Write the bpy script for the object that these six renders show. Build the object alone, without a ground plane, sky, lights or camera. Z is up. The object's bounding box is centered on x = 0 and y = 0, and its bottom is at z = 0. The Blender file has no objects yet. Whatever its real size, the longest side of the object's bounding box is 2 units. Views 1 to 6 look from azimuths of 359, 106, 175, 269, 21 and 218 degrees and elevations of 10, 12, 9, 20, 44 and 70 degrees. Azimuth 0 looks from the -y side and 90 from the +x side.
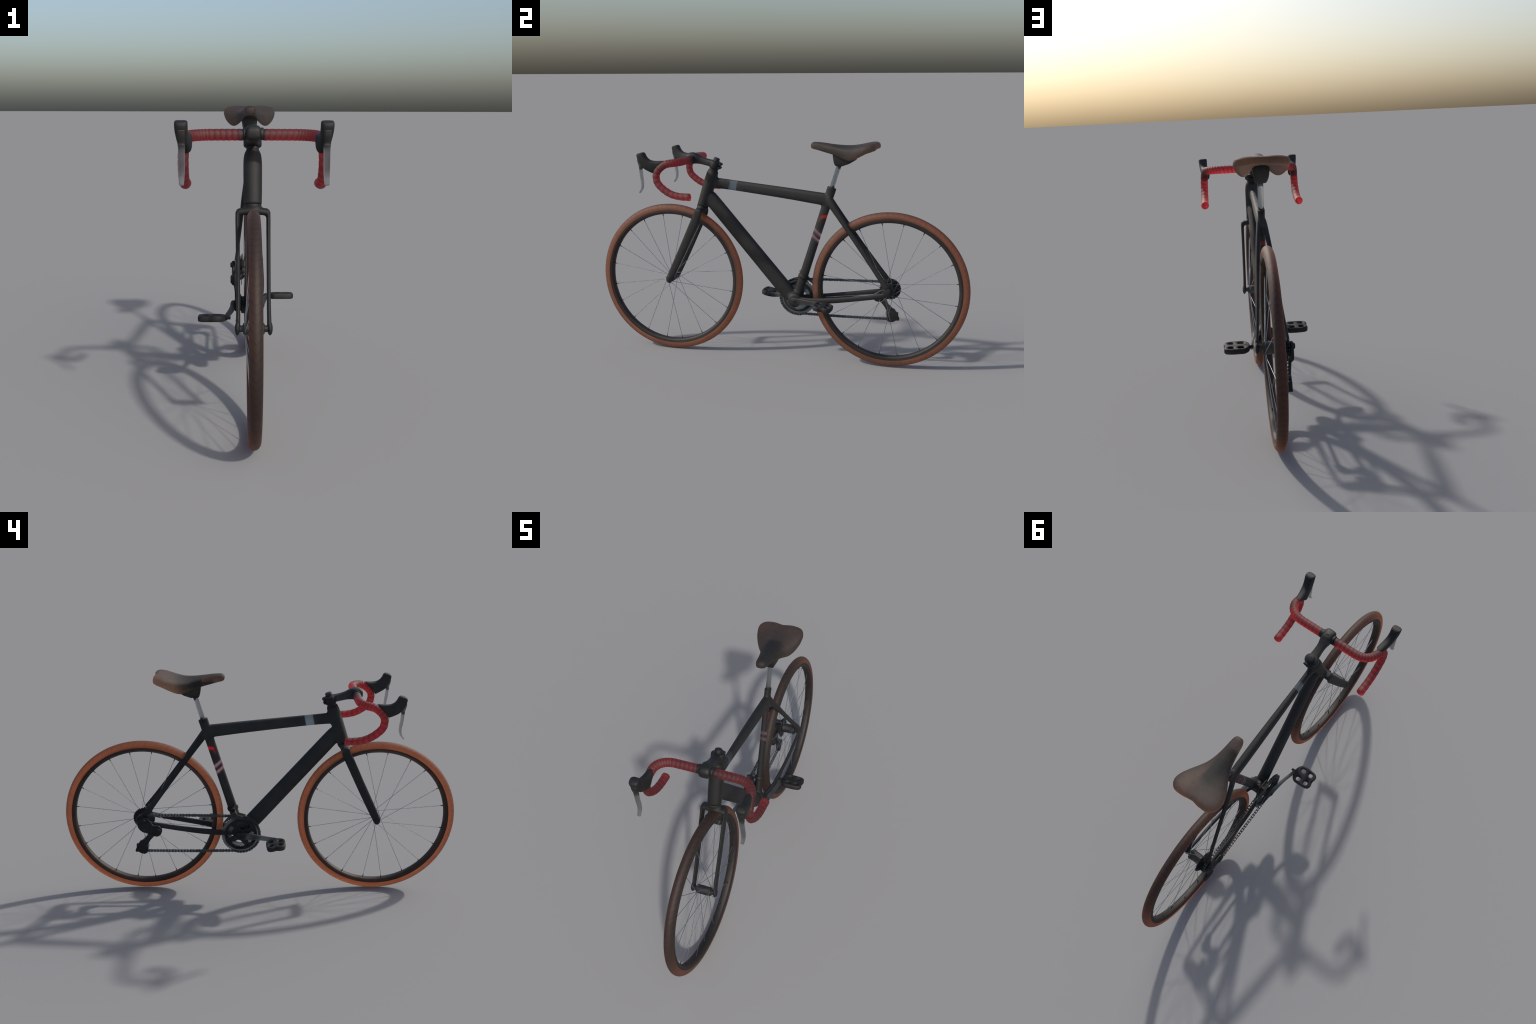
"""Road bicycle: dark frame, red bar tape, tan-wall tyres, leather saddle.
Front of the bicycle points to -y, the drive side is -x, metres, z up."""
import bpy, bmesh, math
import numpy as np
from mathutils import Vector, Matrix

# ------------------------------------------------------------------ main dimensions
FRONT_AXLE = Vector((0, -0.5955, 0.4047))
REAR_AXLE = Vector((0, 0.5955, 0.4075))
BOTTOM_BRACKET = Vector((0, 0.104, 0.327))
HEAD_LOW, HEAD_TOP = Vector((0, -0.4107, 0.809)), Vector((0, -0.3478, 1.0000))
STEER = (HEAD_TOP - HEAD_LOW).normalized()
STEER_N = Vector((0, STEER.z, -STEER.y))            # perpendicular, pointing back
SEAT_LOW, SEAT_TOP = Vector((0, 0.1095, 0.345)), Vector((0, 0.2893, 0.9265))
SEAT = (SEAT_TOP - SEAT_LOW).normalized()
TYRE_R, TYRE_T, TYRE_HW = 0.4045, 0.0235, 0.0207
X = Vector((1, 0, 0))

# ------------------------------------------------------------------ node helpers
class Nodes:
    def __init__(self, name):
        self.mat = bpy.data.materials.new(name)
        self.mat.use_nodes = True
        self.nt = self.mat.node_tree
        self.bsdf = self.nt.nodes['Principled BSDF']

    def add(self, kind, **kw):
        n = self.nt.nodes.new(kind)
        for k, v in kw.items():
            setattr(n, k, v)
        return n

    def put(self, sock, v):
        if isinstance(v, bpy.types.NodeSocket):
            self.nt.links.new(v, sock)
        elif v is not None:
            sock.default_value = v

    def math(self, op, a, b=None, c=None, clamp=False):
        n = self.add('ShaderNodeMath', operation=op, use_clamp=clamp)
        for s, v in zip(n.inputs, (a, b, c)):
            self.put(s, v)
        return n.outputs[0]

    def coords(self):
        return self.add('ShaderNodeTexCoord').outputs['Object']

    def xyz(self, vec=None):
        n = self.add('ShaderNodeSeparateXYZ')
        self.put(n.inputs[0], vec or self.coords())
        return n.outputs

    def step(self, v, lo, hi):
        n = self.add('ShaderNodeMapRange', interpolation_type='SMOOTHSTEP')
        self.put(n.inputs[0], v)
        n.inputs[1].default_value, n.inputs[2].default_value = lo, hi
        return n.outputs[0]

    def band(self, v, lo, hi, soft=0.0006):
        a = self.step(v, lo - soft, lo + soft)
        b = self.step(v, hi - soft, hi + soft)
        return self.math('SUBTRACT', a, b, clamp=True)

    def noise(self, scale, detail=4, rough=0.55, vec=None, stretch=None):
        n = self.add('ShaderNodeTexNoise')
        vec = vec or self.coords()
        if stretch:
            m = self.add('ShaderNodeMapping')
            self.put(m.inputs[0], vec)
            m.inputs['Scale'].default_value = stretch
            vec = m.outputs[0]
        self.put(n.inputs['Vector'], vec)
        n.inputs['Scale'].default_value = scale
        n.inputs['Detail'].default_value = detail
        n.inputs['Roughness'].default_value = rough
        return n.outputs[0]

    def mix(self, f, a, b):
        n = self.add('ShaderNodeMix', data_type='RGBA')
        self.put(n.inputs[0], f)
        for s, v in ((n.inputs[6], a), (n.inputs[7], b)):
            self.put(s, (*v, 1) if isinstance(v, tuple) else v)
        return n.outputs[2]

    def bump(self, h, strength=0.3, dist=0.001):
        n = self.add('ShaderNodeBump')
        n.inputs['Strength'].default_value = strength
        n.inputs['Distance'].default_value = dist
        self.put(n.inputs['Height'], h)
        self.put(self.bsdf.inputs['Normal'], n.outputs[0])

    def done(self, color, rough=0.65, metal=0.0, spec=0.5, trans=1.0):
        self.put(self.bsdf.inputs['Transmission Weight'], trans)
        self.put(self.bsdf.inputs['Base Color'], (*color, 1) if isinstance(color, tuple) else color)
        self.put(self.bsdf.inputs['Roughness'], rough)
        self.put(self.bsdf.inputs['Metallic'], metal)
        self.put(self.bsdf.inputs['Specular IOR Level'], spec)
        return self.mat


def grainy(name, a, b, scale=40, rough=0.65, bump=0.0):
    """Plain material whose colour drifts between a and b with noise."""
    n = Nodes(name)
    f = n.noise(scale, 5)
    if bump:
        n.bump(n.noise(scale * 8, 3), bump, 0.0006)
    return n.done(n.mix(n.step(f, 0.3, 0.7), a, b), rough)


def frame_paint():
    """Satin black paint; grey band on the top tube, red and grey bands, a red hook
    and a small scribbled mark on the seat tube."""
    n = Nodes('frame_paint')
    p = n.coords()
    x, y, z = n.xyz(p)
    col = n.mix(n.step(n.noise(14, 4), 0.3, 0.7), (0.010, 0.012, 0.014), (0.018, 0.019, 0.021))
    # top tube band: slanted strip
    s = n.math('MULTIPLY_ADD', z, -0.21, y)
    on_top = n.step(z, 0.86, 0.865)
    m = n.math('MULTIPLY', n.band(s, -0.4545, -0.4115), on_top)
    col = n.mix(m, col, (0.22, 0.275, 0.32))
    # seat tube coordinates: a along the tube from its foot, f towards the back
    def rot(cy, cz):
        u = n.math('MULTIPLY', n.math('SUBTRACT', y, SEAT_LOW.y), cy)
        return n.math('MULTIPLY_ADD', n.math('SUBTRACT', z, SEAT_LOW.z), cz, u)
    a = rot(SEAT.y, SEAT.z)
    f = rot(SEAT.z, -SEAT.y)
    near = n.math('MULTIPLY', n.math('LESS_THAN', n.math('ABSOLUTE', f), 0.032),
                  n.math('LESS_THAN', n.math('ABSOLUTE', x), 0.03))
    d = n.math('MULTIPLY_ADD', f, 0.5, a)           # bands fall towards the back
    for lo, hi in ((0.3533, 0.3732), (0.3210, 0.3400)):
        m = n.math('MULTIPLY', n.band(d, lo, hi, 0.0004), near)
        col = n.mix(m, col, (0.85, 0.03, 0.04))
        m = n.math('MULTIPLY', n.band(d, lo + 0.0022, hi - 0.0022, 0.0004), near)
        col = n.mix(m, col, (0.40, 0.385, 0.42))
    # red hook: short bar from the back edge, then a pointed tail
    bar = n.math('MULTIPLY', n.band(n.math('MULTIPLY_ADD', f, -0.45, a), 0.4410, 0.4590), n.math('GREATER_THAN', f, -0.0075))
    up = n.math('SUBTRACT', a, 0.4097)
    c = n.math('ABSOLUTE', n.math('SUBTRACT', f, n.math('MULTIPLY_ADD', up, 0.16, -0.0096)))
    tail = n.math('MULTIPLY', n.math('LESS_THAN', c, n.math('MULTIPLY', up, 0.13)), n.band(a, 0.4097, 0.4530))
    m = n.math('MULTIPLY', n.math('MAXIMUM', bar, tail), near)
    col = n.mix(m, col, (0.90, 0.010, 0.014))
    # scribble: thin strokes along the tube on the left side only
    side = n.math('GREATER_THAN', x, 0.004)
    wob = n.math('MULTIPLY_ADD', n.noise(60, 1), 0.006, f)
    strokes = None
    for f0, a0, a1 in ((-0.006, 0.190, 0.223), (0.000, 0.186, 0.238), (0.0045, 0.188, 0.262), (0.0095, 0.195, 0.252), (0.0065, 0.176, 0.190)):
        m = n.math('MULTIPLY', n.band(wob, f0 + 0.003 - 0.0007, f0 + 0.003 + 0.0007, 0.0004), n.band(a, a0, a1, 0.002))
        strokes = m if strokes is None else n.math('MAXIMUM', strokes, m)
    m = n.math('MULTIPLY', n.math('MULTIPLY', strokes, side), 0.55)
    col = n.mix(m, col, (0.22, 0.27, 0.29))
    n.bump(n.noise(420, 2), 0.05, 0.0004)
    return n.done(col, 0.7)


def tyre_rubber():
    n = Nodes('tyre_rubber')
    p = n.coords()
    x, y, z = n.xyz(p)
    ax = n.math('ABSOLUTE', x)
    ang = n.math('ARCTAN2', z, y)
    # chevron lines, apex on the crown of the tread
    s = n.math('MULTIPLY_ADD', ax, 88 * 0.95 / (2 * math.pi * 0.40), n.math('MULTIPLY', ang, 88 / (2 * math.pi)))
    fr = n.math('FRACT', s)
    line = n.math('SUBTRACT', n.step(fr, 0.0, 0.10), n.step(fr, 0.12, 0.30), clamp=True)
    r = n.math('SQRT', n.math('ADD', n.math('MULTIPLY', y, y), n.math('MULTIPLY', z, z)))
    reach = n.step(r, 0.3815, 0.392)
    tread = n.step(ax, 0.0195, 0.0095)
    tread = n.math('MULTIPLY', tread, n.step(r, 0.385, 0.395))
    cloud = n.step(n.noise(18, 4), 0.3, 0.75)
    wall = n.mix(cloud, (0.54, 0.172, 0.076), (0.64, 0.222, 0.104))
    crown = n.mix(cloud, (0.40, 0.165, 0.092), (0.48, 0.205, 0.122))
    col = n.mix(tread, wall, crown)
    dark = n.mix(tread, (0.16, 0.07, 0.045), (0.14, 0.075, 0.055))
    col = n.mix(n.math('MULTIPLY', n.math('MULTIPLY', line, reach), 0.5), col, dark)
    n.bump(n.math('MULTIPLY', line, reach), -0.2, 0.001)
    return n.done(col, 0.7)


def saddle_leather():
    n = Nodes('saddle_leather')
    p = n.coords()
    x, y, z = n.xyz(p)
    fine = n.noise(55, 6, 0.65)
    wide = n.noise(9, 3, 0.5)
    col = n.mix(n.step(wide, 0.35, 0.65), (0.105, 0.066, 0.049), (0.170, 0.102, 0.073))
    col = n.mix(n.math('MULTIPLY', n.step(fine, 0.46, 0.70), 0.5), col, (0.32, 0.14, 0.072))
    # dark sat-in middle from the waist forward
    ax = n.math('ABSOLUTE', x)
    dx = n.math('DIVIDE', x, 0.034)
    dy = n.math('DIVIDE', n.math('SUBTRACT', y, 0.305), 0.135)
    rr = n.math('ADD', n.math('MULTIPLY', dx, dx), n.math('MULTIPLY', dy, dy))
    rr = n.math('MULTIPLY_ADD', n.math('SUBTRACT', wide, 0.5), 1.2, rr)
    col = n.mix(n.math('MULTIPLY', n.step(rr, 1.7, 0.1), 0.55), col, (0.036, 0.033, 0.031))
    # tan rim at back and nose: light through the leather, put into the colour
    back = n.math('MULTIPLY', n.step(y, 0.492, 0.520), n.step(fine, 0.25, 0.70))
    nose = n.math('MULTIPLY', n.step(y, 0.205, 0.180), n.step(fine, 0.30, 0.70))
    rim_glow = n.math('MAXIMUM', back, n.math('MULTIPLY', nose, 0.7))
    col = n.mix(n.math('MULTIPLY', rim_glow, 0.75), col, (0.30, 0.125, 0.055))
    n.bump(n.noise(260, 3), 0.12, 0.0006)
    return n.done(col, 0.74)


def tape(name, a, b):
    n = Nodes(name)
    n.bump(n.noise(300, 2), 0.10, 0.0006)
    return n.done(n.mix(n.step(n.noise(26, 4), 0.3, 0.7), a, b), 0.68)


def post_metal():
    """Grey post with black painted ends whose edges are jagged at the back."""
    n = Nodes('post_metal')
    x, y, z = n.xyz(n.coords())
    a = n.math('ADD', n.math('MULTIPLY', n.math('SUBTRACT', y, SEAT_TOP.y), SEAT.y),
               n.math('MULTIPLY', n.math('SUBTRACT', z, SEAT_TOP.z), SEAT.z))
    f = n.math('SUBTRACT', n.math('MULTIPLY', n.math('SUBTRACT', y, SEAT_TOP.y), SEAT.z),
               n.math('MULTIPLY', n.math('SUBTRACT', z, SEAT_TOP.z), SEAT.y))
    tooth = n.math('SUBTRACT', 0.011, n.math('MULTIPLY', n.math('ABSOLUTE', n.math('SUBTRACT', f, 0.006)), 1.5))
    low = n.math('LESS_THAN', n.math('SUBTRACT', a, tooth), 0.004)
    top = n.math('GREATER_THAN', n.math('ADD', a, tooth), 0.111)
    col = n.mix(n.math('MAXIMUM', low, top), (0.31, 0.345, 0.365), (0.012, 0.012, 0.013))
    return n.done(col, 0.6)


M = {}


def make_materials():
    M['frame'] = frame_paint()
    M['part'] = grainy('black_alloy', (0.012, 0.012, 0.012), (0.022, 0.021, 0.020), 30)
    M['stem'] = grainy('stem_alloy', (0.024, 0.025, 0.026), (0.036, 0.036, 0.037), 30)
    M['hood'] = grainy('hood_rubber', (0.010, 0.011, 0.012), (0.018, 0.018, 0.019), 40, 0.7, 0.06)
    M['cover'] = grainy('lever_cover', (0.13, 0.13, 0.13), (0.19, 0.19, 0.185), 40)
    M['lever'] = grainy('lever_metal', (0.34, 0.355, 0.37), (0.44, 0.455, 0.47), 60)
    M['rim'] = grainy('rim_alloy', (0.046, 0.050, 0.052), (0.072, 0.075, 0.076), 22)
    M['hub'] = grainy('hub_alloy', (0.035, 0.036, 0.037), (0.055, 0.055, 0.055), 40)
    M['spoke'] = grainy('spoke_steel', (0.30, 0.36, 0.42), (0.42, 0.48, 0.54), 60, 0.5)
    M['cog'] = grainy('cog_steel', (0.010, 0.010, 0.010), (0.022, 0.021, 0.020), 60)
    M['chain'] = grainy('chain_steel', (0.22, 0.265, 0.29), (0.34, 0.39, 0.42), 120)
    M['pin'] = grainy('chain_pin', (0.060, 0.068, 0.072), (0.10, 0.11, 0.12), 120)
    M['ring'] = grainy('chainring_alloy', (0.11, 0.135, 0.15), (0.26, 0.30, 0.32), 16)
    M['spider'] = grainy('spider_alloy', (0.010, 0.011, 0.012), (0.020, 0.021, 0.022), 30)
    M['crank'] = grainy('crank_alloy', (0.09, 0.105, 0.115), (0.17, 0.19, 0.20), 20)
    M['pedal'] = grainy('pedal_plastic', (0.022, 0.021, 0.020), (0.040, 0.038, 0.036), 50, 0.7, 0.05)
    M['mech'] = grainy('derailleur_alloy', (0.010, 0.011, 0.012), (0.022, 0.022, 0.022), 50)
    M['clamp'] = grainy('clamp_alloy', (0.08, 0.077, 0.072), (0.15, 0.14, 0.13), 50)
    M['tyre'] = tyre_rubber()
    M['leather'] = saddle_leather()
    M['under'] = grainy('saddle_underside', (0.13, 0.092, 0.087), (0.18, 0.130, 0.122), 20, 0.7)
    M['red'] = tape('bar_tape', (0.47, 0.030, 0.036), (0.55, 0.040, 0.045))
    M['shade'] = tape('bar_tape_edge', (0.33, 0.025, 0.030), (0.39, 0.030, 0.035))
    M['seam'] = tape('bar_tape_overlap', (0.25, 0.022, 0.026), (0.30, 0.025, 0.029))
    M['post'] = post_metal()

# ------------------------------------------------------------------ mesh helpers
ROOT = None


def new_object(name, verts, faces, mats, parent, smooth=40, face_mats=None):
    me = bpy.data.meshes.new(name)
    me.from_pydata([tuple(v) for v in verts], [], faces)
    for m in (mats if isinstance(mats, (list, tuple)) else [mats]):
        me.materials.append(M[m])
    bm = bmesh.new()
    bm.from_mesh(me)
    bmesh.ops.recalc_face_normals(bm, faces=bm.faces)
    bm.to_mesh(me)
    bm.free()
    if face_mats is not None:
        me.polygons.foreach_set('material_index', face_mats)
    finish(me, smooth)
    ob = bpy.data.objects.new(name, me)
    bpy.context.scene.collection.objects.link(ob)
    if parent is not None:
        ob.parent = parent
        ob.matrix_parent_inverse = Matrix.Translation(-world_origin(parent))
    return ob


def world_origin(ob):
    v = Vector(ob.location)
    return v if ob.parent is None else v


def finish(me, smooth=40):
    me.polygons.foreach_set('use_smooth', [True] * len(me.polygons))
    if smooth:
        me.set_sharp_from_angle(angle=math.radians(smooth))


def group(name, loc, parent):
    e = bpy.data.objects.new(name, None)
    e.empty_display_size = 0.05
    e.location = loc
    bpy.context.scene.collection.objects.link(e)
    if parent is not None:
        e.parent = parent
    return e


def ring(c, u, v, hu, hv, n=24, p=2.0):
    """Superellipse ring round c with half sizes hu along u and hv along v."""
    out = []
    for i in range(n):
        t = 2 * math.pi * i / n
        a, b = math.cos(t), math.sin(t)
        a = math.copysign(abs(a) ** (2 / p), a)
        b = math.copysign(abs(b) ** (2 / p), b)
        out.append(Vector(c) + u * (hu * a) + v * (hv * b))
    return out


def skin(rings, closed=False, cap=True):
    n = len(rings[0])
    V = [p for r in rings for p in r]
    F = []
    m = len(rings)
    for i in range(m if closed else m - 1):
        a, b = i * n, ((i + 1) % m) * n
        for j in range(n):
            k = (j + 1) % n
            F.append((a + j, a + k, b + k, b + j))
    if cap and not closed:
        F.append(tuple(range(n))[::-1])
        F.append(tuple(range((m - 1) * n, m * n)))
    return V, F


def join(parts):
    V, F = [], []
    for v, f in parts:
        o = len(V)
        V += list(v)
        F += [tuple(i + o for i in q) for q in f]
    return V, F


def catmull(pts, steps):
    """Smooth curve through points given as equal-length number lists."""
    P = [np.array(p, float) for p in pts]
    P = [2 * P[0] - P[1]] + P + [2 * P[-1] - P[-2]]
    out = []
    for i in range(1, len(P) - 2):
        for s in range(steps):
            t = s / steps
            a, b, c, d = P[i - 1:i + 3]
            out.append(0.5 * (2 * b + (c - a) * t + (2 * a - 5 * b + 4 * c - d) * t * t + (3 * b - a - 3 * c + d) * t ** 3))
    out.append(P[-2])
    return out


def blade(stations, n=24, p=2.0, steps=6, ends=True):
    """Tube along a path close to the yz plane. A station is x, y, z, half width
    along x, half height in the plane. Ends are closed with small domes."""
    S = catmull(stations, steps) if steps else [np.array(s, float) for s in stations]
    rings = []
    for i, s in enumerate(S):
        c = Vector(s[:3])
        t = Vector(S[min(i + 1, len(S) - 1)][:3]) - Vector(S[max(i - 1, 0)][:3])
        t.normalize()
        v = t.cross(X).normalized()
        u = v.cross(t).normalized()
        rings.append((c, u, v, t, max(s[3], 1e-4), max(s[4], 1e-4)))
    R = []
    if ends:
        c, u, v, t, a, b = rings[0]
        k = min(a, b)
        for q in (0.98, 0.75, 0.4):
            w = math.sqrt(1 - q * q)
            R.append(ring(c - t * (k * q * ends), u, v, a * (1 - (1 - w) * k / a), b * (1 - (1 - w) * k / b), n, p))
    R += [ring(c, u, v, a, b, n, p) for c, u, v, t, a, b in rings]
    if ends:
        c, u, v, t, a, b = rings[-1]
        k = min(a, b)
        for q in (0.4, 0.75, 0.98):
            w = math.sqrt(1 - q * q)
            R.append(ring(c + t * (k * q * ends), u, v, a * (1 - (1 - w) * k / a), b * (1 - (1 - w) * k / b), n, p))
    return skin(R)


def lathe(profile, origin, axis, n=32, closed=False):
    """Turn (distance along axis, radius) pairs round an axis."""
    axis = Vector(axis).normalized()
    h = Vector((0, 0, 1)) if abs(axis.z) < 0.8 else Vector((0, 1, 0))
    u = axis.cross(h).normalized()
    v = axis.cross(u).normalized()
    return skin([ring(Vector(origin) + axis * d, u, v, max(r, 1e-4), max(r, 1e-4), n) for d, r in profile], closed=closed)


def rounded_rod(a, b, r, n=20, soft=0.3):
    a, b = Vector(a), Vector(b)
    L = (b - a).length
    e = r * soft
    return lathe([(0, r - e), (e * .3, r - e * .3), (e, r), (L - e, r), (L - e * .3, r - e * .3), (L, r - e)], a, b - a, n)


def ball(c, hx, hy, hz, n=18, m=10):
    R = []
    for i in range(m + 1):
        t = math.pi * (0.02 + 0.96 * i / m)
        R.append(ring(Vector(c) + Vector((0, 0, hz * math.cos(t))), X, Vector((0, 1, 0)), hx * math.sin(t), hy * math.sin(t), n))
    return skin(R)


def plate(loops, x0, x1, bevel=0.001, res=3):
    """Flat piece in the yz plane between x0 and x1: first loop is the outline, the
    others are holes. Built as a filled 2D curve, then turned upright."""
    cu = bpy.data.curves.new('tmp', 'CURVE')
    cu.dimensions = '2D'
    cu.fill_mode = 'BOTH'
    half = abs(x1 - x0) / 2
    cu.extrude = half - bevel
    cu.bevel_depth = bevel
    cu.bevel_resolution = res - 1
    cu.offset = -bevel
    for lp in loops:
        sp = cu.splines.new('POLY')
        sp.points.add(len(lp) - 1)
        for q, (y, z) in zip(sp.points, lp):
            q.co = (y, z, 0, 1)
        sp.use_cyclic_u = True
    ob = bpy.data.objects.new('tmp', cu)
    bpy.context.scene.collection.objects.link(ob)
    dg = bpy.context.evaluated_depsgraph_get()
    me = ob.evaluated_get(dg).to_mesh()
    V = [Vector(((x0 + x1) / 2 + v.co.z, v.co.x, v.co.y)) for v in me.vertices]
    F = [tuple(p.vertices) for p in me.polygons]
    bpy.data.objects.remove(ob)
    bpy.data.curves.remove(cu)
    bm = bmesh.new()
    vs = [bm.verts.new(v) for v in V]
    for f in F:
        try:
            bm.faces.new([vs[i] for i in f])
        except ValueError:
            pass
    bmesh.ops.remove_doubles(bm, verts=bm.verts, dist=1e-5)
    bm.verts.index_update()
    V = [v.co.copy() for v in bm.verts]
    F = [tuple(v.index for v in f.verts) for f in bm.faces]
    bm.free()
    return V, F


def smooth_loop(pts, steps=5):
    """Closed smooth outline through a few (y, z) points."""
    P = [np.array(p, float) for p in pts]
    n = len(P)
    out = []
    for i in range(n):
        a, b, c, d = P[i - 1], P[i], P[(i + 1) % n], P[(i + 2) % n]
        for s in range(steps):
            t = s / steps
            q = 0.5 * (2 * b + (c - a) * t + (2 * a - 5 * b + 4 * c - d) * t * t + (3 * b - a - 3 * c + d) * t ** 3)
            out.append((q[0], q[1]))
    return out


def circle(cy, cz, r, n=20):
    return [(cy + r * math.cos(2 * math.pi * i / n), cz + r * math.sin(2 * math.pi * i / n)) for i in range(n)]

# ------------------------------------------------------------------ blended bodies
def blend(pieces, voxel, fillet_points, rounds=30):
    """Weld overlapping closed pieces into one surface (voxel remesh) and fill the
    concave corners near the given joints so tubes flow into each other."""
    V, F = join(pieces)
    me = bpy.data.meshes.new('tmp')
    me.from_pydata([tuple(v) for v in V], [], F)
    bm = bmesh.new()
    bm.from_mesh(me)
    bmesh.ops.recalc_face_normals(bm, faces=bm.faces)
    bm.to_mesh(me)
    bm.free()
    ob = bpy.data.objects.new('tmp', me)
    bpy.context.scene.collection.objects.link(ob)
    md = ob.modifiers.new('r', 'REMESH')
    md.mode = 'VOXEL'
    md.voxel_size = voxel
    md.adaptivity = 0
    dg = bpy.context.evaluated_depsgraph_get()
    out = bpy.data.meshes.new_from_object(ob.evaluated_get(dg))
    bpy.data.objects.remove(ob)
    n = len(out.vertices)
    co = np.zeros(n * 3)
    out.vertices.foreach_get('co', co)
    co = co.reshape(-1, 3)
    ed = np.zeros(len(out.edges) * 2, int)
    out.edges.foreach_get('vertices', ed)
    ed = ed.reshape(-1, 2)
    deg = np.bincount(ed.ravel(), minlength=n)[:, None].astype(float)

    def lap(p):
        s = np.zeros_like(p)
        for k in range(3):
            s[:, k] = np.bincount(ed[:, 0], p[ed[:, 1], k], n) + np.bincount(ed[:, 1], p[ed[:, 0], k], n)
        return s / deg - p

    def normals(p):
        out.vertices.foreach_set('co', p.ravel())
        out.update()
        nn = np.zeros(n * 3)
        out.vertex_normals.foreach_get('vector', nn)
        return nn.reshape(-1, 3)
    w = np.zeros(n)
    for c, r in fillet_points:
        d = np.linalg.norm((co - np.array(c)) * np.array([1, 1, 1]), axis=1)
        w = np.maximum(w, np.clip(1.6 * (1 - d / r), 0, 1))
    # gentle shrink-free smoothing everywhere (Taubin)
    for _ in range(6):
        co = co + 0.5 * lap(co)
        co = co - 0.52 * lap(co)
    for it in range(rounds):
        if it % 5 == 0:
            nn = normals(co)
        d = lap(co)
        up = np.einsum('ij,ij->i', d, nn)
        co = co + d * (w * (up > 0) * 0.9)[:, None]
    for _ in range(4):
        co = co + 0.5 * lap(co)
        co = co - 0.52 * lap(co)
    nn = normals(co)
    fc = [tuple(p.vertices) for p in out.polygons]
    bpy.data.meshes.remove(out)
    return co, fc, nn


def split_regions(co, fc, nn, region_of, names, mat, parent):
    """Cut a blended body into named objects whose borders coincide and whose
    vertex normals are those of the whole body."""
    cen = np.array([co[list(f)].mean(0) for f in fc])
    reg = region_of(cen)
    made = {}
    for i, name in enumerate(names):
        fs = [fc[j] for j in np.nonzero(reg == i)[0]]
        if not fs:
            continue
        used = sorted({v for f in fs for v in f})
        idx = {v: k for k, v in enumerate(used)}
        me = bpy.data.meshes.new(name)
        me.from_pydata([tuple(co[v]) for v in used], [], [tuple(idx[v] for v in f) for f in fs])
        me.materials.append(M[mat])
        me.polygons.foreach_set('use_smooth', [True] * len(fs))
        me.normals_split_custom_set_from_vertices([tuple(nn[v]) for v in used])
        ob = bpy.data.objects.new(name, me)
        bpy.context.scene.collection.objects.link(ob)
        ob.parent = parent
        made[i] = ob
    return made


def nearest_axis(axes):
    """Region rule: the axis (list of points with half sizes) a face lies closest to."""
    def f(c):
        best = np.full(len(c), 1e9)
        reg = np.zeros(len(c), int)
        for i, segs in axes:
            for (a, ra), (b, rb) in zip(segs[:-1], segs[1:]):
                a, b = np.array(a), np.array(b)
                t = np.clip((c - a) @ (b - a) / ((b - a) @ (b - a)), 0, 1)
                d = np.linalg.norm(c - (a + t[:, None] * (b - a)), axis=1) / (ra + t * (rb - ra))
                m = d < best
                best[m] = d[m]
                reg[m] = i
        return reg
    return f

# ------------------------------------------------------------------ frame
STAY = [(.010, .268, .872), (.0155, .290, .841), (.0285, .362, .742), (.0405, .450, .621), (.0535, .541, .497), (.0615, .588, .432)]
CHAIN_STAY = [(.026, .125, .329), (.045, .205, .3345), (.0545, .300, .3455), (.0605, .430, .366), (.0625, .555, .388), (.0625, .592, .402)]


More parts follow.
